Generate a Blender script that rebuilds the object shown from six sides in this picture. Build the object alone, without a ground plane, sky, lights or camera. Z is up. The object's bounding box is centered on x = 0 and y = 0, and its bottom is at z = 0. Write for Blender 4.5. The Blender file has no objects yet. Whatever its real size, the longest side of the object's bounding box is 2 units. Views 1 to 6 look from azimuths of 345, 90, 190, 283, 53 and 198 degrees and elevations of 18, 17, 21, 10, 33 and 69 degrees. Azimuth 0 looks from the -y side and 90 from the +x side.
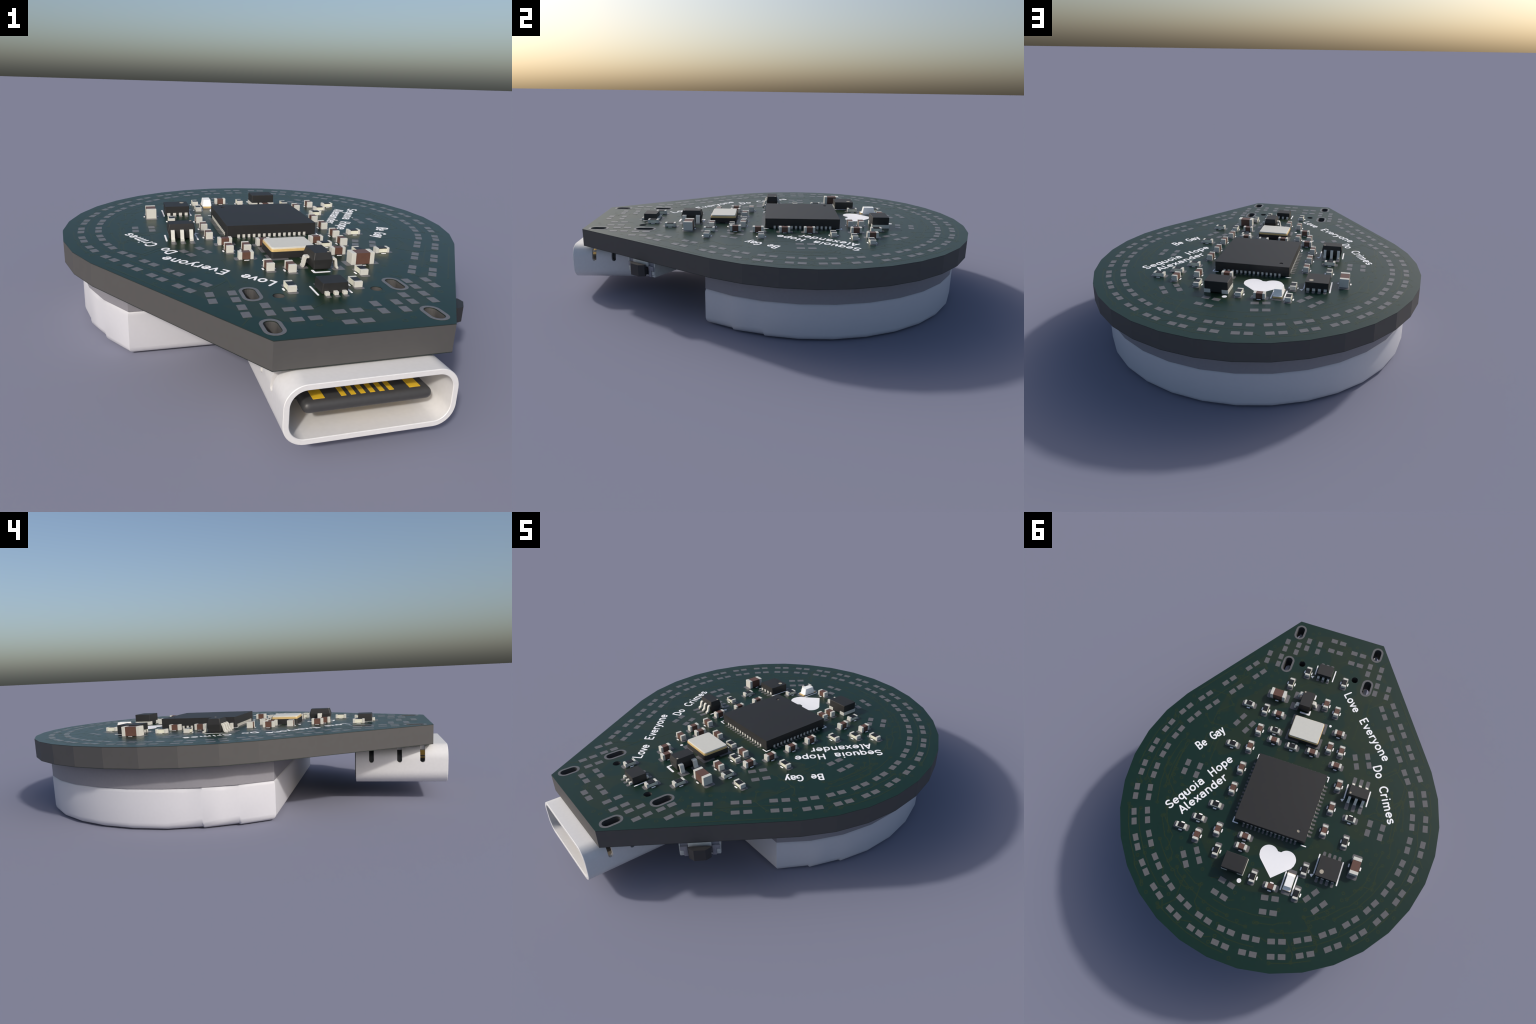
"""Teardrop-shaped wearable circuit board with coin-cell holder, USB-C socket and small parts."""
import bpy, bmesh, math, random
from math import sin, cos, pi, radians, atan2, hypot
from mathutils import Vector, Matrix

rng = random.Random(11)
MM = 0.0537                      # one real millimetre in scene metres
Z_TOP, Z_BOT = 0.3440, 0.2585    # upper and lower face of the board
Z_PART = Z_TOP + 0.0007          # parts stand on their solder pads

# ------------------------------------------------------------------ materials
def srgb(r, g, b):
    f = lambda c: c / 12.92 if c <= 0.04045 else ((c + 0.055) / 1.055) ** 2.4
    return (f(r), f(g), f(b), 1.0)

def material(name, color, rough=0.45, metal=0.0, grain=0.06, grain_scale=90.0, bump=0.0, spec=0.5):
    """Principled surface whose colour wavers a little with a fine noise grain."""
    m = bpy.data.materials.new(name)
    m.use_nodes = True
    nt = m.node_tree
    b = nt.nodes["Principled BSDF"]
    b.inputs["Roughness"].default_value = rough
    b.inputs["Metallic"].default_value = metal
    b.inputs["Specular IOR Level"].default_value = spec
    tc = nt.nodes.new("ShaderNodeTexCoord")
    nz = nt.nodes.new("ShaderNodeTexNoise")
    nz.inputs["Scale"].default_value = grain_scale
    nz.inputs["Detail"].default_value = 4.0
    nt.links.new(tc.outputs["Object"], nz.inputs["Vector"])
    ramp = nt.nodes.new("ShaderNodeValToRGB")
    lo = tuple(c * (1 - grain) for c in color[:3]) + (1,)
    hi = tuple(min(1.0, c * (1 + grain)) for c in color[:3]) + (1,)
    ramp.color_ramp.elements[0].position, ramp.color_ramp.elements[0].color = 0.3, lo
    ramp.color_ramp.elements[1].position, ramp.color_ramp.elements[1].color = 0.7, hi
    nt.links.new(nz.outputs["Fac"], ramp.inputs["Fac"])
    nt.links.new(ramp.outputs["Color"], b.inputs["Base Color"])
    if bump:
        bp = nt.nodes.new("ShaderNodeBump")
        bp.inputs["Strength"].default_value = bump
        bp.inputs["Distance"].default_value = 0.002
        nt.links.new(nz.outputs["Fac"], bp.inputs["Height"])
        nt.links.new(bp.outputs["Normal"], b.inputs["Normal"])
    return m

def mask_material():
    """Green lacquer; olive where copper pours lie under it."""
    m = material("green_lacquer", (0.0048, 0.0260, 0.0172, 1), rough=0.35, grain=0.05, spec=0.47)
    nt = m.node_tree
    b = nt.nodes["Principled BSDF"]
    base = b.inputs["Base Color"].links[0].from_socket
    tc = nt.nodes.new("ShaderNodeTexCoord")
    vor = nt.nodes.new("ShaderNodeTexNoise")
    vor.inputs["Scale"].default_value = 5.5
    vor.inputs["Detail"].default_value = 1.0
    nt.links.new(tc.outputs["Object"], vor.inputs["Vector"])
    edge = nt.nodes.new("ShaderNodeValToRGB")
    edge.color_ramp.elements[0].position = 0.47
    edge.color_ramp.elements[1].position = 0.485
    nt.links.new(vor.outputs["Fac"], edge.inputs["Fac"])
    # pours lie in the inner field, not along the ring of lights
    mp = nt.nodes.new("ShaderNodeMapping")
    mp.inputs["Location"].default_value = (0.0, 0.16, 0.0)
    mp.inputs["Scale"].default_value = (2.0, 1.32, 0.0)
    nt.links.new(tc.outputs["Object"], mp.inputs["Vector"])
    ln = nt.nodes.new("ShaderNodeVectorMath"); ln.operation = "LENGTH"
    nt.links.new(mp.outputs["Vector"], ln.inputs[0])
    inside = nt.nodes.new("ShaderNodeMath"); inside.operation = "LESS_THAN"
    inside.inputs[1].default_value = 1.02
    nt.links.new(ln.outputs["Value"], inside.inputs[0])
    both = nt.nodes.new("ShaderNodeMath"); both.operation = "MULTIPLY"
    nt.links.new(edge.outputs["Color"], both.inputs[0])
    nt.links.new(inside.outputs["Value"], both.inputs[1])
    mix = nt.nodes.new("ShaderNodeMix"); mix.data_type = "RGBA"
    nt.links.new(both.outputs["Value"], mix.inputs["Factor"])
    nt.links.new(base, mix.inputs["A"])
    mix.inputs["B"].default_value = (0.0125, 0.0290, 0.0140, 1)
    nt.links.new(mix.outputs["Result"], b.inputs["Base Color"])
    return m

M = {
    "mask": mask_material(),
    "trace": material("covered_copper", (0.0190, 0.0350, 0.0110, 1), rough=0.35, spec=0.47),
    "laminate": material("glass_laminate", (0.076, 0.0735, 0.072, 1), rough=0.7, grain=0.02, grain_scale=40),
    "rim": material("dark_lacquer_edge", (0.012, 0.020, 0.016, 1), rough=0.5),
    "pad": material("tinned_pad", (0.131, 0.129, 0.134, 1), rough=0.32),
    "silk": material("white_ink", (0.975, 0.97, 0.985, 1), rough=0.6, grain=0.01),
    "black": material("black_epoxy", (0.0195, 0.0193, 0.0195, 1), rough=0.55, grain=0.04),
    "film": material("black_resistor_film", srgb(0.10, 0.103, 0.11), rough=0.4),
    "pin": material("tinned_metal", srgb(0.830, 0.826, 0.792), rough=0.45, grain=0.02, spec=0.3),
    "gold": material("gold_plating", srgb(0.859, 0.738, 0.496), rough=0.35, grain=0.03),
    "contact": material("gold_contact", (0.84, 0.53, 0.030, 1), rough=0.35, grain=0.04),
    "brown": material("brown_ceramic", (0.128, 0.062, 0.044, 1), rough=0.45),
    "ceramic": material("cream_ceramic", srgb(0.895, 0.891, 0.813), rough=0.5, grain=0.03),
    "lamp": material("white_lamp_resin", (0.96, 0.96, 0.94, 1), rough=0.4, grain=0.02),
    "dot": material("tan_pin_mark", (0.44, 0.39, 0.31, 1), rough=0.6),
    "shell": material("pale_steel", (0.715, 0.712, 0.715, 1), rough=0.40, grain=0.02),
    "plastic": material("black_plastic", (0.028, 0.028, 0.029, 1), rough=0.5),
    "tongue": material("charcoal_plastic", (0.050, 0.050, 0.051, 1), rough=0.45),
    "holder": material("white_holder_plastic", (0.605, 0.608, 0.65, 1), rough=0.5, grain=0.01, spec=0.3),
    "spacer": material("grey_holder_plastic", (0.255, 0.25, 0.275, 1), rough=0.5, grain=0.03),
    "bracket": material("switch_steel", (0.46, 0.48, 0.46, 1), rough=0.35),
    "cream": material("switch_plastic", (0.22, 0.22, 0.25, 1), rough=0.5),
}

# ------------------------------------------------------------------ mesh helpers
def mesh_from(bm, name, mats, smooth_angle=None):
    bmesh.ops.recalc_face_normals(bm, faces=bm.faces)
    me = bpy.data.meshes.new(name)
    bm.to_mesh(me)
    bm.free()
    for k in ([mats] if isinstance(mats, str) else mats):
        me.materials.append(M[k])
    if smooth_angle:
        me.polygons.foreach_set("use_smooth", [True] * len(me.polygons))
        me.set_sharp_from_angle(angle=radians(smooth_angle))
    return me

def obj(name, me, parent=None, loc=(0, 0, 0), rot=0.0, kind=None):
    o = bpy.data.objects.new(name, me)
    bpy.context.scene.collection.objects.link(o)
    o.location = loc
    o.rotation_euler = (0, 0, rot)
    o.parent = parent
    if kind:
        o["kind"] = kind
    return o

def box(bm, x0, x1, y0, y1, z0, z1, mat=0, bevel=0.0):
    vs = [bm.verts.new((x, y, z)) for z in (z0, z1) for x, y in ((x0, y0), (x1, y0), (x1, y1), (x0, y1))]
    fs = [bm.faces.new([vs[i] for i in f]) for f in
          ((3, 2, 1, 0), (4, 5, 6, 7), (0, 1, 5, 4), (1, 2, 6, 5), (2, 3, 7, 6), (3, 0, 4, 7))]
    for f in fs:
        f.material_index = mat
    if bevel:
        es = {e for f in fs for e in f.edges}
        r = bmesh.ops.bevel(bm, geom=list(es), offset=bevel, segments=2, profile=0.5, affect="EDGES")
        for f in r["faces"]:
            f.material_index = mat
    return fs

def loft(bm, rings, mat=0, cap=True, closed=True):
    """Join equal-length loops of 3D points."""
    vr = [[bm.verts.new(p) for p in ring] for ring in rings]
    n = len(vr[0])
    for a, b in zip(vr, vr[1:]):
        for i in range(n if closed else n - 1):
            j = (i + 1) % n
            bm.faces.new((a[i], a[j], b[j], b[i])).material_index = mat
    if cap:
        bm.faces.new(vr[0][::-1]).material_index = mat
        bm.faces.new(vr[-1]).material_index = mat
    return vr

def prism(bm, outline, z0, z1, mat=0):
    return loft(bm, [[(x, y, z0) for x, y in outline], [(x, y, z1) for x, y in outline]], mat)

def plate(bm, outline, holes, z0, z1, mat=0):
    """Flat plate with through holes."""
    edges = []
    for loop in [outline] + holes:
        vs = [bm.verts.new((x, y, z0)) for x, y in loop]
        edges += [bm.edges.new((vs[i], vs[(i + 1) % len(vs)])) for i in range(len(vs))]
    faces = [g for g in bmesh.ops.triangle_fill(bm, edges=edges, use_beauty=True)["geom"] if isinstance(g, bmesh.types.BMFace)]
    ext = bmesh.ops.extrude_face_region(bm, geom=faces)
    bmesh.ops.translate(bm, vec=(0, 0, z1 - z0), verts=[g for g in ext["geom"] if isinstance(g, bmesh.types.BMVert)])
    for f in bm.faces:
        f.material_index = mat

def circle(cx, cy, r, n=24):
    return [(cx + r * cos(2 * pi * i / n), cy + r * sin(2 * pi * i / n)) for i in range(n)]

def stadium(cx, cy, half_w, half_len, n=10):
    """Slot outline, long side along y."""
    s = half_len - half_w
    up = [(cx + half_w * cos(pi * i / n), cy + s + half_w * sin(pi * i / n)) for i in range(n + 1)]
    return up + [(2 * cx - x, 2 * cy - y) for x, y in up]

def round_rect(hx, hy, r, n=5, cx=0.0, cy=0.0):
    out = []
    for sx, sy, a in ((1, 1, 0), (-1, 1, 90), (-1, -1, 180), (1, -1, 270)):
        for i in range(n + 1):
            t = radians(a + 90 * i / n)
            out.append((cx + sx * (hx - r) + r * cos(t), cy + sy * (hy - r) + r * sin(t)))
    return out

def ribbon(bm, pts, width, z, drop=0.0006, closed=False, mat=0, seg=6):
    """Flat printed line along pts with round ends, given a small thickness."""
    h = width / 2
    P = [Vector(p[:2]) for p in pts]
    n = len(P)
    left, right = [], []
    for i in range(n):
        if closed:
            d0, d1 = P[i] - P[i - 1], P[(i + 1) % n] - P[i]
        else:
            d0 = P[i] - P[i - 1] if i else P[1] - P[0]
            d1 = P[i + 1] - P[i] if i < n - 1 else d0
        d0, d1 = d0.normalized(), d1.normalized()
        t = (d0 + d1)
        t = t.normalized() if t.length > 1e-6 else d1
        nrm = Vector((-t.y, t.x))
        k = h / max(0.5, nrm.dot(Vector((-d1.y, d1.x))))
        left.append(P[i] + nrm * k)
        right.append(P[i] - nrm * k)
    top, low = [], []
    if closed:
        for lo, zz in ((False, z), (True, z - drop)):
            L = [bm.verts.new((p.x, p.y, zz)) for p in left]
            R = [bm.verts.new((p.x, p.y, zz)) for p in right]
            (low if lo else top).extend((L, R))
        for i in range(n):
            j = (i + 1) % n
            for q in ((top[0][i], top[1][i], top[1][j], top[0][j]), (top[0][i], top[0][j], low[0][j], low[0][i]),
                      (top[1][j], top[1][i], low[1][i], low[1][j])):
                bm.faces.new(q).material_index = mat
        return
    def cap(c, d):
        a0 = atan2(d.y, d.x) + pi / 2
        return [(c.x + h * cos(a0 - pi * i / seg), c.y + h * sin(a0 - pi * i / seg)) for i in range(1, seg)]
    e1 = cap(P[-1], P[-1] - P[-2])
    e0 = cap(P[0], P[0] - P[1])
    outline = [(p.x, p.y) for p in left] + e1 + [(p.x, p.y) for p in reversed(right)] + e0
    m, k = len(outline), len(e1)
    for zz, dst in ((z, top), (z - drop, low)):
        dst.extend(bm.verts.new((x, y, zz)) for x, y in outline)
    idx_r = lambda i: n + k + (n - 1 - i)
    for i in range(n - 1):
        bm.faces.new((top[i], top[idx_r(i)], top[idx_r(i + 1)], top[i + 1])).material_index = mat
    bm.faces.new([top[n - 1]] + [top[idx_r(n - 1)]] + top[n + k - 1:n - 1:-1]).material_index = mat
    bm.faces.new([top[idx_r(0)], top[0]] + [top[i] for i in range(m - 1, n + k + n - 1, -1)]).material_index = mat
    for i in range(m):
        j = (i + 1) % m
        bm.faces.new((top[i], low[i], low[j], top[j])).material_index = mat

def arc(cx, cy, rx, ry, a0, a1, n=12):
    return [(cx + rx * cos(radians(a0 + (a1 - a0) * i / n)), cy + ry * sin(radians(a0 + (a1 - a0) * i / n))) for i in range(n + 1)]

# ------------------------------------------------------------------ the thing
root = bpy.data.objects.new("circuit_board", None)
bpy.context.scene.collection.objects.link(root)
root["label"] = "teardrop green circuit board with chips, coin cell holder and USB socket"
root["category"] = "circuit board"

# ---- board: straight front, two slanting sides, a 23-sided round back
ARC_Y, ARC_R = 0.1748, 0.828
front = [(-0.2545, -0.9350), (0.2545, -0.9350)]
step = 10.59
outline = front + [(ARC_R * cos(radians(a)), ARC_Y + ARC_R * sin(radians(a)))
                   for a in (-31.8 + step * i for i in range(24))]
slots = [(0.235, -0.8600, 0.0310, 0.0495), (-0.235, -0.8600, 0.0310, 0.0495),
         (0.2365, -0.6315, 0.0310, 0.0550), (-0.2365, -0.6315, 0.0310, 0.0550)]   # centre, half width, half length of the plated rim
hole_loops = [stadium(x, y, w - 0.0115, l - 0.0115) for x, y, w, l in slots] + [circle(s * 0.158, -0.6595, 0.0185) for s in (-1, 1)]
MASK_T = 0.0022
bm = bmesh.new()
plate(bm, outline, hole_loops, Z_BOT + MASK_T, Z_TOP - MASK_T)
board = obj("board_core", mesh_from(bm, "board_core", "laminate"), root)
for nm, z0, z1 in (("solder_mask", Z_TOP - MASK_T, Z_TOP), ("solder_mask", Z_BOT, Z_BOT + MASK_T)):
    bm = bmesh.new()
    plate(bm, outline, hole_loops, z0, z1)
    for f in bm.faces:
        f.normal_update()
        f.material_index = 0 if abs(f.normal.z) > 0.5 else 1
    obj(nm, mesh_from(bm, nm, ["mask", "rim"]), board)

# ---- plated rims of the slots
for x, y, w, l in slots:
    bm = bmesh.new()
    plate(bm, stadium(0, 0, w, l), [stadium(0, 0, w - 0.0105, l - 0.0105)], Z_TOP, Z_TOP + 0.0006)
    obj("slot_rim", mesh_from(bm, "slot_rim", "pad"), board, (x, y, 0))

# ---- bare pads for small lights: two rings, the straight flanks, the nose and inner pairs
PAD_GAP = 0.0515
lights = [(R * cos(radians(-26.9)), 0.172 + R * sin(radians(-26.9)), 63.1) for R in (0.687, 0.7555)]
for R in (0.687, 0.7555):
    for k in range(1, 23):
        th = -26.9 + 10.367 * k
        lights.append((R * cos(radians(th)), 0.172 + R * sin(radians(th)), th + 90))
for s, rows in ((1, ((0.603, -0.281, 0.0905, 0.1355, 3), (0.546, -0.243, 0.0900, 0.1355, 3))),
                (-1, ((0.640, -0.223, 0.0722, 0.1092, 4), (0.582, -0.187, 0.0716, 0.1083, 4)))):
    for x, y, dx, dy, n in rows:
        for i in range(n):
            lights.append((s * (x - dx * i), y - dy * i, s * 56.5))
for s in (1, -1):
    lights += [(s * 0.357, -0.640, 90), (s * 0.289, -0.640, 90), (s * 0.2845, -0.7485, 90), (s * 0.217, -0.748, 90),
               (s * 0.368, -0.208, s * 66), (s * 0.306, -0.1805, s * 66), (s * 0.4715, 0.1475, 90), (s * 0.539, 0.1485, 90),
               (s * 0.2985, 0.568, -s * 54.5), (s * 0.3535, 0.608, -s * 54.5), (s * 0.113, 0.647, -s * 11.5), (s * 0.1265, 0.713, -s * 11.5)]
lights += [(0.167, -0.794, 90), (0.100, -0.794, 90), (0.001, -0.869, 0), (0.001, -0.801, 0), (-0.132, -0.828, 0), (-0.133, -0.760, 0)]
bm = bmesh.new()
box(bm, -0.0180, 0.0180, -0.0128, 0.0128, -0.0014, 0.0)
pad_mesh = mesh_from(bm, "solder_pad", "pad")
for x, y, a in lights:
    for s in (-1, 1):
        obj("solder_pad", pad_mesh, board,
            (x + s * PAD_GAP / 2 * cos(radians(a)), y + s * PAD_GAP / 2 * sin(radians(a)), Z_TOP + 0.0006), radians(a))

# ------------------------------------------------------------------ two-terminal chips
pads_bm, ink_bm = bmesh.new(), bmesh.new()
ink_level = [0]
def ink_z():
    ink_level[0] += 1
    return Z_TOP + 0.0007 + 1.2e-6 * ink_level[0]

def pad_rect(x, y, hx, hy, r=0.007):
    prism(pads_bm, round_rect(hx, hy, r, 4, x, y), Z_TOP - 0.0005, Z_TOP + 0.0006)

def two_terminal(name, L, W, H, term, body_mat):
    """Meshes for a chip part lying along x: body, its two end terminals, and for resistors a dark film on top."""
    bm = bmesh.new()
    inset = 0.0009
    box(bm, -L / 2 + 0.001, L / 2 - 0.001, -W / 2 + inset, W / 2 - inset, 0.001, H - inset)
    body = mesh_from(bm, name, body_mat)
    terms = []
    bm = bmesh.new()
    box(bm, L / 2 - term, L / 2, -W / 2, W / 2, 0.0, H, bevel=0.0008)
    terms = mesh_from(bm, "end_terminal", "pin", 15)
    film = None
    if body_mat == "ceramic":
        bm = bmesh.new()
        box(bm, -L / 2 + term, L / 2 - term, -W / 2 + 0.0006, W / 2 - 0.0020, H - 0.0030, H - 0.0002)
        film = mesh_from(bm, "resistive_film", "film")
    return body, terms, film

KINDS = {
    "R": ("chip_resistor", two_terminal("chip_resistor", 1.0 * MM, 0.5 * MM, 0.0190, 0.0105, "ceramic"), 0.026, 0.0150, 0.0170, 0.0205),
    "C": ("ceramic_capacitor", two_terminal("ceramic_capacitor", 1.0 * MM, 0.5 * MM, 0.0270, 0.0118, "brown"), 0.026, 0.0150, 0.0170, 0.0205),
    "C6": ("ceramic_capacitor", two_terminal("ceramic_capacitor", 1.6 * MM, 0.82 * MM, 0.0425, 0.0165, "brown"), 0.0415, 0.0215, 0.0255, 0.0300),
}
CHIPS = [
    ("R", "y", 0.106, -0.615), ("R", "y", 0.174, -0.515), ("R", "y", -0.109, -0.615), ("C6", "x", 0.2165, -0.4160),
    ("C", "x", 0.176, -0.305), ("R", "y", 0.255, -0.311), ("R", "x", 0.163, -0.206), ("C", "y", 0.245, -0.183),
    ("C", "x", 0.148, -0.149), ("R", "x", 0.045, -0.147), ("C", "x", -0.069, -0.151), ("C", "y", -0.054, -0.450),
    ("C", "y", -0.122, -0.423), ("C", "x", -0.174, -0.303), ("C", "y", -0.149, -0.207), ("C", "y", -0.215, -0.206),
    ("R", "x", 0.352, -0.312), ("R", "x", 0.352, -0.055), ("C", "y", 0.259, -0.071), ("C", "y", 0.258, 0.059),
    ("C", "y", 0.259, 0.181), ("R", "x", 0.311, 0.293), ("R", "x", 0.366, 0.386), ("R", "x", 0.435, 0.456),
    ("C", "y", 0.342, 0.474), ("C", "y", 0.252, 0.411), ("R", "y", 0.220, 0.514), ("C", "x", 0.108, 0.400),
    ("C", "x", 0.107, 0.456), ("R", "y", 0.001, 0.578), ("C", "x", -0.097, 0.594), ("R", "y", -0.230, 0.460),
    ("R", "y", -0.228, 0.585), ("C6", "y", -0.4605, 0.3640), ("C", "x", -0.213, -0.119), ("C", "y", -0.259, -0.017),
    ("C", "y", -0.259, 0.113), ("C", "y", -0.260, 0.239), ("R", "x", -0.368, 0.137), ("R", "y", -0.378, 0.260),
]
for kind, axis, x, y in CHIPS:
    name, (body, term, film), pc, phx, phy, dash = KINDS[kind]
    rot = 0.0 if axis == "x" else pi / 2
    ux, uy = (1, 0) if axis == "x" else (0, 1)
    o = obj(name, body, root, (x, y, Z_PART), rot)
    for s in (0, pi):
        obj("end_terminal", term, o, rot=s)
    if film:
        obj("resistive_film", film, o)
    for s in (-1, 1):
        pad_rect(x + s * pc * ux, y + s * pc * uy, phx if ux else phy, phy if ux else phx)
        cx, cy = x - s * dash * uy, y + s * dash * ux
        hl = 0.0065
        ribbon(ink_bm, [(cx - hl * ux, cy - hl * uy), (cx + hl * ux, cy + hl * uy)], 0.0066, ink_z())

# ------------------------------------------------------------------ packages
def disc(name, parent, x, y, z, r, mat, drop=0.001):
    bm = bmesh.new()
    prism(bm, circle(0, 0, r, 20), -drop, 0)
    return obj(name, mesh_from(bm, name, mat), parent, (x, y, z))

# processor: square body, dimple mark in one corner, fourteen leads a side
PX, PY, PH = 0.0, 0.1500, 0.1875
bm = bmesh.new()
plate(bm, round_rect(PH, PH, 0.002, 2), [circle(-0.140, 0.1425, 0.0092, 20)], 0.0440, 0.0495)
prism(bm, round_rect(PH, PH, 0.002, 2), 0.0012, 0.0440)
chip = obj("processor_chip", mesh_from(bm, "processor_chip", "black"), root, (PX, PY, Z_PART))
disc("pin_mark", chip, -0.140, 0.1425, 0.0446, 0.0090, "dot", 0.0004)
bm = bmesh.new()
box(bm, PH - 0.012, PH + 0.0012, -0.0052, 0.0052, 0.0, 0.0125)
lead_mesh = mesh_from(bm, "chip_lead", "pin")
for side in range(4):
    a = side * pi / 2
    for i in range(14):
        t = (i - 6.5) * 0.4 * MM
        obj("chip_lead", lead_mesh, chip, (-sin(a) * t, cos(a) * t, 0), a)
        cx, cy = PX + cos(a) * 0.187 - sin(a) * t, PY + sin(a) * 0.187 + cos(a) * t
        pad_rect(cx, cy, 0.020 if side % 2 == 0 else 0.0052, 0.0052 if side % 2 == 0 else 0.020, 0.004)
q = PH + 0.0095
for sx, sy in ((1, 1), (1, -1), (-1, -1)):
    c = (PX + sx * q, PY + sy * q)
    ribbon(ink_bm, [c, (c[0] - sx * 0.026, c[1])], 0.0058, ink_z())
    ribbon(ink_bm, [c, (c[0], c[1] - sy * 0.026)], 0.0058, ink_z())
ribbon(ink_bm, [(PX - q + 0.024, PY + q), (PX - q, PY + q)], 0.0058, ink_z())

# crystal can
bm = bmesh.new()
prism(bm, round_rect(0.0860, 0.0670, 0.010, 4), 0.0, 0.0245)
xtal = obj("crystal_base", mesh_from(bm, "crystal_base", "black", 40), root, (0.0, -0.257, Z_PART))
bm = bmesh.new()
prism(bm, round_rect(0.0840, 0.0648, 0.010, 5), 0.0245, 0.0335)
obj("crystal_seam", mesh_from(bm, "crystal_seam", "gold", 40), xtal)
bm = bmesh.new()
loft(bm, [[(x, y, z) for x, y in round_rect(0.0815 - i, 0.0623 - i, 0.009, 5)] for z, i in ((0.0335, 0), (0.0380, 0), (0.0392, 0.0012))])
obj("crystal_lid", mesh_from(bm, "crystal_lid", "pin", 25), xtal)
for sx in (-1, 1):
    for sy in (-1, 1):
        pad_rect(sx * 0.0605, -0.2605 + sy * 0.0475, 0.038, 0.032, 0.002)

def tapered(bm, levels):
    """Moulded body: rounded rectangles (half x, half y, z) stacked."""
    loft(bm, [[(x, y, z) for x, y in round_rect(hx, hy, 0.003, 2)] for hx, hy, z in levels])

def gull(bm, x0, x1, z_hi, w, upright):
    """Gull-wing lead reaching outwards along +x; upright ones drop late and steeply, the others in a soft S."""
    t, span = 0.0070, x1 - x0
    if upright:
        top = ((0, z_hi), (0.58, z_hi), (0.72, z_hi - 0.003), (0.79, z_hi - 0.010), (0.88, 0.012), (0.93, 0.0080), (1, 0.0070))
        low = ((0, z_hi - t), (0.42, z_hi - t), (0.50, z_hi - t - 0.003), (0.54, z_hi - t - 0.010), (0.62, 0.010), (0.74, 0.0015), (1, 0.0))
    else:
        top = ((0, z_hi), (0.30, z_hi), (0.46, z_hi - 0.003), (0.56, z_hi - 0.010), (0.68, 0.014), (0.78, 0.0085), (1, 0.0070))
        low = ((0, z_hi - t), (0.16, z_hi - t), (0.26, z_hi - t - 0.003), (0.33, z_hi - t - 0.010), (0.45, 0.010), (0.58, 0.0015), (1, 0.0))
    loop = [(x0 + f * span, z) for f, z in top + low[::-1]]
    loft(bm, [[(px, -w / 2, pz) for px, pz in loop], [(px, w / 2, pz) for px, pz in loop]])

# three-lead transistor
bm = bmesh.new()
tapered(bm, [(0.0300, 0.0475, 0.004), (0.0345, 0.0520, 0.034), (0.0345, 0.0520, 0.038), (0.0290, 0.0450, 0.061)])
tr = obj("transistor", mesh_from(bm, "transistor", "black", 15), root, (0.0525, -0.4215, Z_PART))
for a, ys in ((0, (-0.035, 0.035)), (pi, (0.0,))):
    for y in ys:
        bm = bmesh.new()
        gull(bm, 0.030, 0.0595, 0.0395, 0.0205, True)
        obj("transistor_lead", mesh_from(bm, "transistor_lead", "pin", 35), tr, (-sin(a) * 0, y, 0), a)
        pad_rect(0.0525 + cos(a) * 0.0600, -0.4215 + y, 0.0215, 0.0215, 0.003)
disc("pin_mark", tr, 0.022, -0.038, 0.0615, 0.0045, "dot")
for pts in (((0.019, -0.487), (0.019, -0.466)), ((0.019, -0.487), (0.071, -0.487)), ((0.068, -0.362), (0.019, -0.362)), ((0.019, -0.362), (0.019, -0.383))):
    ribbon(ink_bm, pts, 0.0095, ink_z())

# small six-lead guard chip near the nose (flat leads)
bm = bmesh.new()
tapered(bm, [(0.0425, 0.0335, 0.002), (0.0425, 0.0335, 0.020), (0.0405, 0.0330, 0.0345)])
gd = obj("guard_chip", mesh_from(bm, "guard_chip", "black", 15), root, (0.0140, -0.6430, Z_PART))
bm = bmesh.new()
box(bm, -0.0065, 0.0065, 0.030, 0.0465, 0.0, 0.0105, bevel=0.001)
flat_lead = mesh_from(bm, "guard_lead", "pin", 15)
for a in (0, pi):
    for i in (-1, 0, 1):
        obj("guard_lead", flat_lead, gd, (i * 0.0285, 0, 0), a)
        pad_rect(0.014 + i * 0.0285, -0.643 + cos(a) * 0.0475, 0.0080, 0.0130, 0.004)
ribbon(ink_bm, [(0.0680, -0.677), (0.0665, -0.620)], 0.0062, ink_z())
ribbon(ink_bm, [(-0.0405, -0.677), (-0.0405, -0.606)], 0.0062, ink_z())

# six-lead regulator with gull wings
bm = bmesh.new()
tapered(bm, [(0.0470, 0.0270, 0.004), (0.0530, 0.0315, 0.034), (0.0530, 0.0315, 0.038), (0.0485, 0.0265, 0.0625)])
rg = obj("regulator_chip", mesh_from(bm, "regulator_chip", "black", 15), root, (-0.3670, -0.0010, Z_PART))
bm = bmesh.new()
gull(bm, 0.026, 0.0565, 0.0405, 0.0140, False)
wing = mesh_from(bm, "regulator_lead", "pin", 35)
for a in (pi / 2, -pi / 2):
    for i in (-1, 0, 1):
        obj("regulator_lead", wing, rg, (i * 0.0360, 0, 0), a)
        pad_rect(-0.367 + i * 0.036, -0.001 + (0.0700 if a > 0 else -0.0700), 0.0098, 0.0235, 0.004)
disc("pin_mark", rg, 0.0400, 0.0180, 0.0629, 0.0048, "dot")
ribbon(ink_bm, [(-0.3045, -0.043), (-0.3055, 0.034)], 0.0066, ink_z())
ribbon(ink_bm, [(-0.4270, -0.043), (-0.4270, 0.041)], 0.0066, ink_z())

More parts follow.
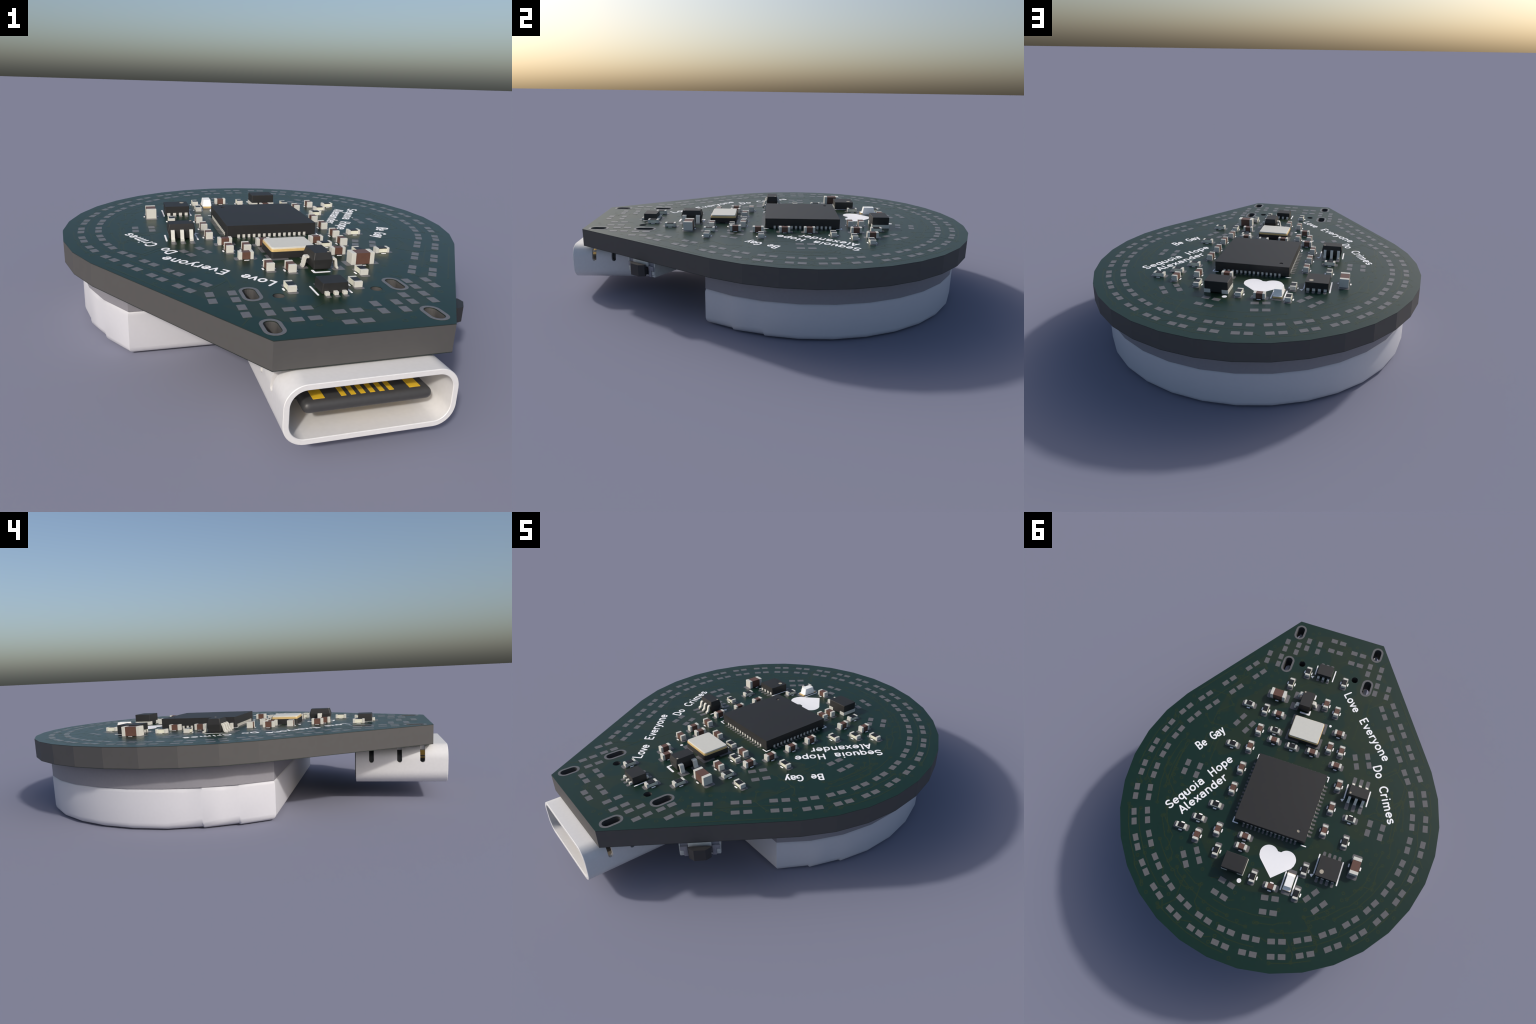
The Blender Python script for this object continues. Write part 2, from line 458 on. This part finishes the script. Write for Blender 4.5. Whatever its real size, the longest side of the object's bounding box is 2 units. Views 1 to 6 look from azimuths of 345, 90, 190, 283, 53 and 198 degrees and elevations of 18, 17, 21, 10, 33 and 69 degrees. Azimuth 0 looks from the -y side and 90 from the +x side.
# eight-lead memory chip
bm = bmesh.new()
tapered(bm, [(0.0545, 0.0525, 0.002), (0.0545, 0.0525, 0.042)])
mem = obj("memory_chip", mesh_from(bm, "memory_chip", "black", 15), root, (-0.3390, 0.4205, Z_PART))
bm = bmesh.new()
box(bm, -0.0070, 0.0070, 0.045, 0.0545, 0.0, 0.0122)
mlead = mesh_from(bm, "memory_lead", "pin")
for a in (0, pi):
    for i in range(4):
        obj("memory_lead", mlead, mem, ((i - 1.5) * 0.0268, 0, 0), a)
        pad_rect(-0.339 + (i - 1.5) * 0.0268, 0.4185 + cos(a) * 0.0625, 0.0075, 0.0180, 0.005)
disc("pin_mark", mem, 0.0285, 0.0265, 0.0424, 0.0105, "dot")
ribbon(ink_bm, [(-0.2775, 0.360), (-0.2775, 0.458)], 0.0066, ink_z())
ribbon(ink_bm, [(-0.4010, 0.361), (-0.4010, 0.480)], 0.0066, ink_z())
def triangle_mark(x, y, r):
    pts = [(x + r, y - r * 0.2), (x - r, y - r), (x - r * 0.2, y + r)]
    prism(ink_bm, pts, Z_TOP, ink_z())
triangle_mark(-0.269, 0.472, 0.0100)
triangle_mark(-0.299, 0.048, 0.0100)
triangle_mark(0.0760, -0.598, 0.0095)

# inductor block on two wrap-round end plates
bm = bmesh.new()
box(bm, -0.0555, 0.0555, -0.0415, 0.0415, 0.003, 0.0565, bevel=0.0022)
ind = obj("power_inductor", mesh_from(bm, "power_inductor", "black", 15), root, (0.1075, 0.5475, Z_PART))
bm = bmesh.new()
box(bm, 0.0270, 0.0570, -0.0430, 0.0430, 0.0, 0.0180)
tp = mesh_from(bm, "inductor_terminal", "pin")
for a in (0, pi):
    obj("inductor_terminal", tp, ind, rot=a)

# indicator lamp: base strip, gold ends, trapezoid resin dome
LX, LY = -0.1760, 0.5430
bm = bmesh.new()
box(bm, -0.0205, 0.0205, -0.0435, 0.0435, 0.002, 0.0085)
lamp = obj("indicator_lamp", mesh_from(bm, "indicator_lamp", "lamp"), root, (LX, LY, Z_PART))
bm = bmesh.new()
loft(bm, [[(x, y, z) for x, y in round_rect(hx, hy, 0.002, 2)] for hx, hy, z in ((0.0205, 0.0335, 0.0080), (0.0205, 0.0335, 0.0110), (0.0172, 0.0280, 0.0380))])
obj("lamp_dome", mesh_from(bm, "lamp_dome", "lamp", 15), lamp)
bm = bmesh.new()
box(bm, -0.0212, 0.0212, 0.0330, 0.0445, 0.0, 0.0080)
gend = mesh_from(bm, "lamp_terminal", "gold")
for a in (0, pi):
    obj("lamp_terminal", gend, lamp, rot=a)
for s in (-1, 1):
    pad_rect(LX, LY + s * 0.044, 0.0225, 0.0200, 0.004)
ribbon(ink_bm, [(-0.1465, 0.499), (-0.1465, 0.590)], 0.0066, ink_z())
ribbon(ink_bm, [(-0.2065, 0.499), (-0.2065, 0.598)], 0.0066, ink_z())
obj("component_pad", mesh_from(pads_bm, "component_pad", "pad"), board, kind="stuff")

# ------------------------------------------------------------------ printed heart, dots, lettering
bm = bmesh.new()
left = [(-0.0810, 0.4150)] + arc(-0.0345, 0.4410, 0.0470, 0.0450, 215, 360, 14) + [(0.0100, 0.4600), (0.0010, 0.4760)]
heart = [(-0.0815, 0.5535)]
right = [(-0.1640, 0.4760), (-0.1725, 0.4600)] + arc(-0.1285, 0.4410, 0.0470, 0.0450, 180, 325, 14)
heart = heart + right + left
prism(bm, heart, 0.0, 0.0007)
obj("printed_heart", mesh_from(bm, "printed_heart", "silk"), board, (0, 0, Z_TOP))
for x, y, r in ((-0.114, -0.336, 0.0072), (0.060, 0.617, 0.0115)):
    prism(ink_bm, circle(x, y, r, 20), Z_TOP, ink_z())
obj("printed_mark", mesh_from(ink_bm, "printed_mark", "silk"), board, kind="stuff")

# single-stroke letters, cap height 1; each: advance width, strokes
XH = 0.66
O_ = lambda cx, rx: arc(cx, XH / 2, rx, XH / 2, 90, 450, 20)[:-1]
GLYPH = {
    "L": (0.78, [[(0.10, 1), (0.10, 0)], [(0.10, 0), (0.62, 0)]]),
    "E": (0.86, [[(0.12, 1), (0.12, 0)], [(0.12, 1), (0.64, 1)], [(0.12, 0), (0.64, 0)], [(0.12, 0.52), (0.50, 0.52)]]),
    "D": (0.98, [[(0.12, 0), (0.12, 1)], [(0.12, 1), (0.36, 1)] + arc(0.40, 0.5, 0.40, 0.5, 80, -80, 12) + [(0.36, 0), (0.12, 0)]]),
    "C": (0.94, [arc(0.52, 0.5, 0.42, 0.5, 50, 310, 18)]),
    "B": (0.95, [[(0.12, 0), (0.12, 1)], [(0.12, 1), (0.45, 1)] + arc(0.47, 0.76, 0.25, 0.24, 80, -80, 8) + [(0.12, 0.52)],
                 [(0.45, 0.52)] + arc(0.49, 0.26, 0.28, 0.26, 80, -80, 8) + [(0.12, 0)]]),
    "G": (0.98, [arc(0.52, 0.5, 0.42, 0.5, 52, 300, 18) + [(0.86, 0.14), (0.86, 0.46)], [(0.86, 0.46), (0.60, 0.46)]]),
    "S": (0.90, [arc(0.43, 0.75, 0.30, 0.25, 40, 215, 12) + [(0.24, 0.57), (0.60, 0.44)] + arc(0.43, 0.26, 0.32, 0.26, 25, -150, 12)]),
    "H": (1.00, [[(0.12, 0), (0.12, 1)], [(0.76, 0), (0.76, 1)], [(0.12, 0.52), (0.76, 0.52)]]),
    "A": (0.86, [[(0.06, 0), (0.42, 1)], [(0.42, 1), (0.78, 0)], [(0.18, 0.28), (0.66, 0.28)]]),
    "o": (0.82, [("ring", O_(0.40, 0.30))]),
    "e": (0.82, [[(0.10, 0.36), (0.68, 0.36)], [(0.68, 0.36)] + arc(0.39, 0.34, 0.29, 0.32, 15, 310, 18)]),
    "v": (0.76, [[(0.10, XH), (0.37, 0)], [(0.37, 0), (0.64, XH)]]),
    "r": (0.58, [[(0.14, XH), (0.14, 0)], [(0.14, 0.40)] + arc(0.42, 0.36, 0.27, 0.30, 150, 80, 6)]),
    "y": (0.76, [[(0.08, XH), (0.36, 0)], [(0.64, XH), (0.36, 0), (0.26, -0.24), (0.12, -0.30)]]),
    "n": (0.84, [[(0.14, XH), (0.14, 0)], [(0.14, 0.46)] + arc(0.39, 0.42, 0.25, 0.24, 160, 0, 10) + [(0.64, 0)]]),
    "i": (0.42, [[(0.18, XH), (0.18, 0)], [(0.18, 0.99), (0.18, 0.965)]]),
    "m": (1.26, [[(0.14, XH), (0.14, 0)], [(0.14, 0.48)] + arc(0.36, 0.45, 0.22, 0.21, 160, 0, 8) + [(0.58, 0)],
                 [(0.58, 0.48)] + arc(0.80, 0.45, 0.22, 0.21, 160, 0, 8) + [(1.02, 0)]]),
    "s": (0.72, [arc(0.35, 0.50, 0.24, 0.16, 40, 200, 9) + [(0.22, 0.37), (0.48, 0.30)] + arc(0.35, 0.17, 0.25, 0.17, 30, -150, 9)]),
    "a": (0.82, [[(0.62, XH - 0.2), (0.62, 0)], [(0.14, 0.58)] + arc(0.38, 0.46, 0.24, 0.20, 100, 0, 8),
                 [(0.62, 0.38), (0.34, 0.38)] + arc(0.30, 0.19, 0.20, 0.19, 90, 270, 8) + [(0.42, 0.0), (0.62, 0.10)]]),
    "q": (0.84, [("ring", O_(0.38, 0.27)), [(0.66, XH), (0.66, -0.32)]]),
    "p": (0.84, [("ring", O_(0.42, 0.27)), [(0.14, XH), (0.14, -0.32)]]),
    "d": (0.84, [("ring", O_(0.38, 0.27)), [(0.66, 1.0), (0.66, 0)]]),
    "u": (0.84, [[(0.14, XH), (0.14, 0.24)] + arc(0.39, 0.24, 0.25, 0.24, 180, 340, 10), [(0.64, XH), (0.64, 0)]]),
    "l": (0.46, [[(0.16, 1.0), (0.16, 0.14)] + arc(0.28, 0.14, 0.12, 0.14, 200, 270, 5)]),
    "x": (0.74, [[(0.10, XH), (0.60, 0)], [(0.60, XH), (0.10, 0)]]),
    " ": (1.00, []),
}
def lettering(text, start, end, cap=0.0415, width=0.0076):
    """One line of printed words with its baseline from start to end."""
    s, e = Vector(start), Vector(end)
    d = (e - s).normalized()
    n = Vector((-d.y, d.x))
    GAP = 0.04
    total = sum(GLYPH[c][0] + GAP for c in text) - 0.2 - GAP
    sx = ((e - s).length - 0.006) / total
    pen, bm, k = -0.1, bmesh.new(), 0
    for c in text:
        adv, strokes = GLYPH[c]
        for st in strokes:
            ring = st[0] == "ring"
            pts = [s + d * ((pen + px) * sx + 0.003) + n * (py * cap + width / 2) for px, py in (st[1] if ring else st)]
            k += 1
            ribbon(bm, pts, width, 0.00035 + k * 2e-6, 0.0006, closed=ring)
        pen += adv + GAP
    obj("lettering", mesh_from(bm, "lettering", "silk"), board, (0, 0, Z_TOP))

lettering("Love", (-0.127, -0.547), (-0.212, -0.455))
lettering("Everyone", (-0.2525, -0.421), (-0.446, -0.228))
lettering("Do", (-0.398, -0.184), (-0.435, -0.124))
lettering("Crimes", (-0.459, -0.083), (-0.558, 0.097))
lettering("Be Gay", (0.508, 0.036), (0.414, -0.112), cap=0.0440)
lettering("Sequoia Hope", (0.528, 0.396), (0.311, 0.032))
lettering("Alexander", (0.455, 0.397), (0.303, 0.139))

# ------------------------------------------------------------------ lacquered copper lines and vias
tr_bm = bmesh.new()
lvl = [0]
def tz():
    lvl[0] += 1
    return Z_TOP + 0.00012 + 3.5e-7 * lvl[0]

def via(x, y, r=0.0070):
    ribbon(tr_bm, circle(x, y, r, 14), 0.0042, tz(), 0.0006, closed=True)

blocked = [(x, y, 0.055 if k != "C6" else 0.08) for k, a, x, y in CHIPS] + [(0, -0.257, 0.12), (0.052, -0.42, 0.09), (0.014, -0.643, 0.08),
          (-0.367, 0, 0.1), (-0.339, 0.42, 0.1), (0.107, 0.547, 0.08), (-0.176, 0.543, 0.07), (-0.08, 0.47, 0.11)] + [(x, y, 0.075) for x, y, w, l in slots]
pad_spots = [(x, y) for x, y, a in lights]
def free(x, y, pad=0.046):
    if hypot(x, y - ARC_Y) > 0.80 and y > -0.27:
        return False
    if y < -0.27 and abs(x) > 0.2545 + (y + 0.935) * 0.675 - 0.04 or y < -0.91:
        return False
    if abs(x) < 0.22 and abs(y - 0.15) < 0.22:
        return False
    return all(hypot(x - a, y - b) > r for a, b, r in blocked) and all(hypot(x - a, y - b) > pad for a, b in pad_spots)

vias = []
while len(vias) < 230:
    x, y = rng.uniform(-0.8, 0.8), rng.uniform(-0.9, 0.98)
    if free(x, y) and all(hypot(x - a, y - b) > 0.030 for a, b in vias):
        vias.append((x, y))
        via(x, y)
# lines that run round the rings, jogging between lanes
def lane(R, a0, a1):
    pts, a, r = [], a0, R
    while a < a1:
        pts.append((r * cos(radians(a)), 0.172 + r * sin(radians(a))))
        if rng.random() < 0.3:
            a += 2.2
            r = R + rng.choice((-0.010, 0.0, 0.010))
        else:
            a += rng.uniform(5.0, 9.0)
    return pts
for R in (0.588, 0.612, 0.640, 0.722, 0.785):
    a = rng.uniform(-28, -10)
    while a < 205:
        a1 = min(208, a + rng.uniform(18, 46))
        pts = lane(R, a, a1)
        if len(pts) > 1:
            ribbon(tr_bm, pts, 0.0042, tz(), 0.0006, seg=3)
            for p in (pts[0], pts[-1]):
                if all(hypot(p[0] - u, p[1] - v) > 0.04 for u, v in pad_spots):
                    via(*p)
        a = a1 + rng.uniform(3, 12)
# links from light pads to their neighbours
for x, y, a in lights:
    if rng.random() < 0.55:
        u = radians(a)
        s = rng.choice((-1, 1))
        px, py = x + s * 0.040 * cos(u), y + s * 0.040 * sin(u)
        w = u + s * rng.choice((0.6, -0.6)) + (0 if s > 0 else pi)
        L = rng.uniform(0.02, 0.05)
        ribbon(tr_bm, [(px, py), (px + s * 0.012 * cos(u), py + s * 0.012 * sin(u)), (px + s * 0.012 * cos(u) + L * cos(w), py + s * 0.012 * sin(u) + L * sin(w))],
               0.0042, tz(), 0.0006, seg=3)
# edge-following pair down each flank, and 45-degree routes between vias of the inner field
for s in (-1, 1):
    for off, y0, y1 in ((0.030, -0.30, -0.62), (0.136, -0.26, -0.50)):
        f = lambda yy: (s * (0.2545 + (yy + 0.935) * 0.675 - off), yy)
        ribbon(tr_bm, [f(y0), f((y0 + y1) / 2), f(y1)], 0.0042, tz(), 0.0006, seg=3)
count = 0
for i, (x, y) in enumerate(vias):
    for (u, v) in vias[i + 1:]:
        d = hypot(u - x, v - y)
        if 0.07 < d < 0.22 and count < 40 and rng.random() < 0.10:
            dx, dy = u - x, v - y
            m = min(abs(dx), abs(dy))
            mid = (x + math.copysign(m, dx), y + math.copysign(m, dy))
            if min(hypot(mid[0] - x, mid[1] - y), hypot(u - mid[0], v - mid[1])) > 0.012 and all(
                    free(x + (u - x) * t, y + (v - y) * t, 0.036) for t in (0.3, 0.5, 0.7)) and free(*mid, 0.036):
                ribbon(tr_bm, [(x, y), mid, (u, v)], 0.0042, tz(), 0.0006, seg=3)
                count += 1
obj("copper_trace", mesh_from(tr_bm, "copper_trace", "trace"), board, kind="stuff")

# ------------------------------------------------------------------ coin-cell holder below the board
HY, HR = 0.1850, 0.7615
HALF_SPAN = 129.2                       # the round wall is 23 facets, cut off by a flat front
plan = [(HR * sin(radians(HALF_SPAN - 2 * HALF_SPAN * i / 23)), HY + HR * cos(radians(HALF_SPAN - 2 * HALF_SPAN * i / 23))) for i in range(24)]

def finer(loop):
    """Split each side so rounding and the saw-tooth chamfer can vary along it."""
    out, side = [], []
    for i, p in enumerate(loop):
        qn = loop[(i + 1) % len(loop)]
        notched = i in (0, 1, len(loop) - 4, len(loop) - 3)
        for t in (0.0, 0.5, 0.95) if notched else (0.0,):
            out.append((p[0] + (qn[0] - p[0]) * t, p[1] + (qn[1] - p[1]) * t))
            side.append((i, t))
    return out, side
fine, side_of = finer(plan)
N_PLAN = len(plan)
def inset(loop, dist):
    res = []
    n = len(loop)
    for i in range(n):
        a, b, c = Vector(loop[i - 1]), Vector(loop[i]), Vector(loop[(i + 1) % n])
        d0, d1 = (b - a).normalized(), (c - b).normalized()
        nn = Vector((-(d0 + d1).y, (d0 + d1).x)).normalized()
        k = dist[i] / max(0.5, nn.dot(Vector((-d1.y, d1.x))))
        res.append((b.x + nn.x * k, b.y + nn.y * k))
    return res

bm = bmesh.new()
# two short facets on each flank carry a notch that deepens, then stops short
notch = []
for i, t in side_of:
    if i in (0, 1):
        notch.append(t)
    elif i in (N_PLAN - 4, N_PLAN - 3):
        notch.append(t)
    else:
        notch.append(0.0)
Z_STEP = 0.172
def rounded(z_edge, direction, radius, extra):
    rings = []
    for k in range(5):
        u = k / 4 * pi / 2
        d = [(radius + extra * nt) * (1 - cos(u)) for nt in notch]
        zs = [z_edge + direction * ((radius + extra * nt) * (1 - sin(u))) for nt in notch]
        rings.append([(x, y, z) for (x, y), z in zip(inset(fine, d), zs)])
    return rings
lower = rounded(0.0, 1, 0.030, 0.016)
lower = lower[::-1]           # from the floor up to the wall
upper = rounded(Z_STEP, -1, 0.020, 0.010)
loft(bm, lower + upper)
holder = obj("coin_cell_holder", mesh_from(bm, "coin_cell_holder", "holder", 38), root)
bm = bmesh.new()
prism(bm, inset(plan, [0.0015] * len(plan)), Z_STEP - 0.004, Z_BOT - 0.0005)
obj("holder_collar", mesh_from(bm, "holder_collar", "spacer", 25), holder)

# ------------------------------------------------------------------ USB-C socket under the nose
UZ = 0.1658
UH, UW, UR, WALL = 0.0866, 0.2422, 0.062, 0.0165
Y0, Y1 = -1.0, -0.604
prof = lambda i, r: [(x, z) for x, z in round_rect(UW - i, UH - i, r, 10)]
bm = bmesh.new()
outer, inner = prof(0, UR), prof(WALL, UR - WALL)
ch = 0.0016
rings = [(Y1, outer), (Y0 + ch, outer), (Y0, prof(ch, UR - ch)), (Y0, prof(WALL - ch, UR - WALL + ch)), (Y0 + ch, inner), (Y1, inner)]
loops = [[(x, y, UZ + z) for x, z in ring] for y, ring in rings]
vr = loft(bm, loops, cap=False)
for i in range(len(outer)):
    j = (i + 1) % len(outer)
    bm.faces.new((vr[-1][i], vr[-1][j], vr[0][j], vr[0][i]))
shell_me = mesh_from(bm, "usb_shell", "shell", 30)
shell = obj("usb_shell", shell_me, root)
# side slots left by the bent-up feet
cut_bm = bmesh.new()
for y in (-0.893, -0.795, -0.673):
    pts = [(y + 0.0105 * cos(t), 0.1865 + 0.0105 * sin(t)) for t in (pi + pi * i / 10 for i in range(11))] + \
          [(y + 0.0105 * cos(t), 0.2400 + 0.0105 * sin(t)) for t in (pi * i / 10 for i in range(11))]
    for s in (-1, 1):
        loft(cut_bm, [[(s * 0.205, py, pz) for py, pz in pts], [(s * 0.26, py, pz) for py, pz in pts]])
cutter = obj("slot_cutter", mesh_from(cut_bm, "slot_cutter", "shell"))
md = shell.modifiers.new("slots", "BOOLEAN")
md.operation, md.object, md.solver = "DIFFERENCE", cutter, "EXACT"
dg = bpy.context.evaluated_depsgraph_get()
cut_me = bpy.data.meshes.new_from_object(shell.evaluated_get(dg))
shell.modifiers.clear()
shell.data = cut_me
cut_me.name = "usb_shell"
bpy.data.objects.remove(cutter)
# feet rising through the board slots
bm = bmesh.new()
box(bm, -0.0070, 0.0080, -0.026, 0.026, Z_BOT - 0.003, 0.288, bevel=0.003)
foot = mesh_from(bm, "shell_foot", "shell", 40)
for x, y, w, l in slots:
    obj("shell_foot", foot, shell, (x, y, 0))
# dark moulding at the back and the tongue with its gold contacts
bm = bmesh.new()
prism(bm, round_rect(UW - WALL - 0.001, UH - WALL - 0.001, UR - WALL, 8), 0.0, 0.225)
bmesh.ops.rotate(bm, verts=bm.verts, cent=(0, 0, 0), matrix=Matrix.Rotation(pi / 2, 3, "X"))
obj("usb_core", mesh_from(bm, "usb_core", "plastic", 40), shell, (0, -0.600, UZ))
bm = bmesh.new()
TZ, TH, TW = 0.1665, 0.0165, 0.1815
section = round_rect(TW, TH, TH * 0.9, 6)
levels = []
for k in range(6):
    u = k / 5 * pi / 2
    g = 0.0145 * (1 - sin(u))
    levels.append([(x * (TW - g) / TW, -0.980 + 0.0145 * (1 - cos(u)), TZ + z * (TH - g) / TH) for x, z in section])
levels.append([(x, -0.80, TZ + z) for x, z in section])
loft(bm, levels)
obj("usb_tongue", mesh_from(bm, "usb_tongue", "tongue", 40), shell)
def contact(x, w, y_front):
    for top in (1, -1):
        bm = bmesh.new()
        z0 = TZ + top * (TH - 0.002)
        z1 = TZ + top * (TH + 0.0012)
        box(bm, x - w / 2, x + w / 2, y_front, -0.80, min(z0, z1), max(z0, z1))
        obj("gold_contact", mesh_from(bm, "gold_contact", "contact"), shell)
for s in (-1, 1):
    contact(s * 0.1360, 0.0320, -0.9615)
for i in range(6):
    contact((i - 2.5) * 0.0270, 0.0140, -0.9615)
# solder tails behind the socket
bm = bmesh.new()
for i in range(12):
    x = (i - 5.5) * 0.5 * MM
    box(bm, x - 0.006, x + 0.006, -0.612, -0.565, Z_BOT - 0.008, Z_BOT - 0.001)
obj("solder_tail", mesh_from(bm, "solder_tail", "pin"), shell, kind="stuff")

# ------------------------------------------------------------------ side push button on the right flank
tdir = Vector((0.559, 0.829))
ndir = Vector((0.829, -0.559))
bc = ndir * 0.730 + tdir * -0.2335
rotz = atan2(ndir.y, ndir.x)          # local +x points outwards, local +y along the edge to the back
def part(name, build, mat, parent, angle=35):
    bm = bmesh.new()
    build(bm)
    return obj(name, mesh_from(bm, name, mat, angle), parent)
sw = obj("push_button", None, root, (bc.x, bc.y, 0), rotz)
bm = bmesh.new()
box(bm, -0.150, -0.006, -0.080, 0.080, 0.196, Z_BOT - 0.001, bevel=0.002)
sw.name = "switch_mount"
bpy.data.objects.remove(sw)
body = obj("push_button", mesh_from(bm, "push_button", "cream", 35), root, (bc.x, bc.y, 0), rotz)
part("switch_bracket", lambda b: (box(b, -0.158, -0.003, -0.0835, 0.0835, 0.1905, 0.1965), box(b, -0.012, 0.0035, -0.0475, 0.0475, 0.2360, Z_BOT - 0.0012, bevel=0.002),
                                  box(b, -0.150, -0.004, -0.0850, -0.0800, 0.1945, 0.2560), box(b, -0.150, -0.004, 0.0800, 0.0850, 0.1945, 0.2560)), "bracket", body)
def clips(b):
    for s in (-1, 1):
        y0, y1 = sorted((s * 0.0500, s * 0.0665))
        box(b, -0.010, 0.0030, y0, y1, 0.1900, 0.2400, bevel=0.001)
        y0, y1 = sorted((s * 0.0500, s * 0.0815))
        box(b, -0.011, 0.0025, y0, y1, 0.2200, 0.2395, bevel=0.001)
part("switch_clip", clips, "cream", body)
def tabs(b):
    for s in (-1, 1):
        y0, y1 = sorted((s * 0.0670, s * 0.0830))
        box(b, -0.010, -0.0005, y0, y1, 0.1990, 0.2170, bevel=0.001)
part("switch_tab", tabs, "bracket", body)
def plunger(b):
    pts = [(0.0145, -0.0455), (0.0225, -0.0460), (0.0405, -0.0238), (0.0405, 0.0238), (0.0225, 0.0460), (0.0145, 0.0455)]
    prism(b, pts, 0.1952, 0.2490)
    box(b, -0.010, 0.0150, -0.0440, 0.0440, 0.2000, 0.2270)
part("button_plunger", plunger, "plastic", body, 20)
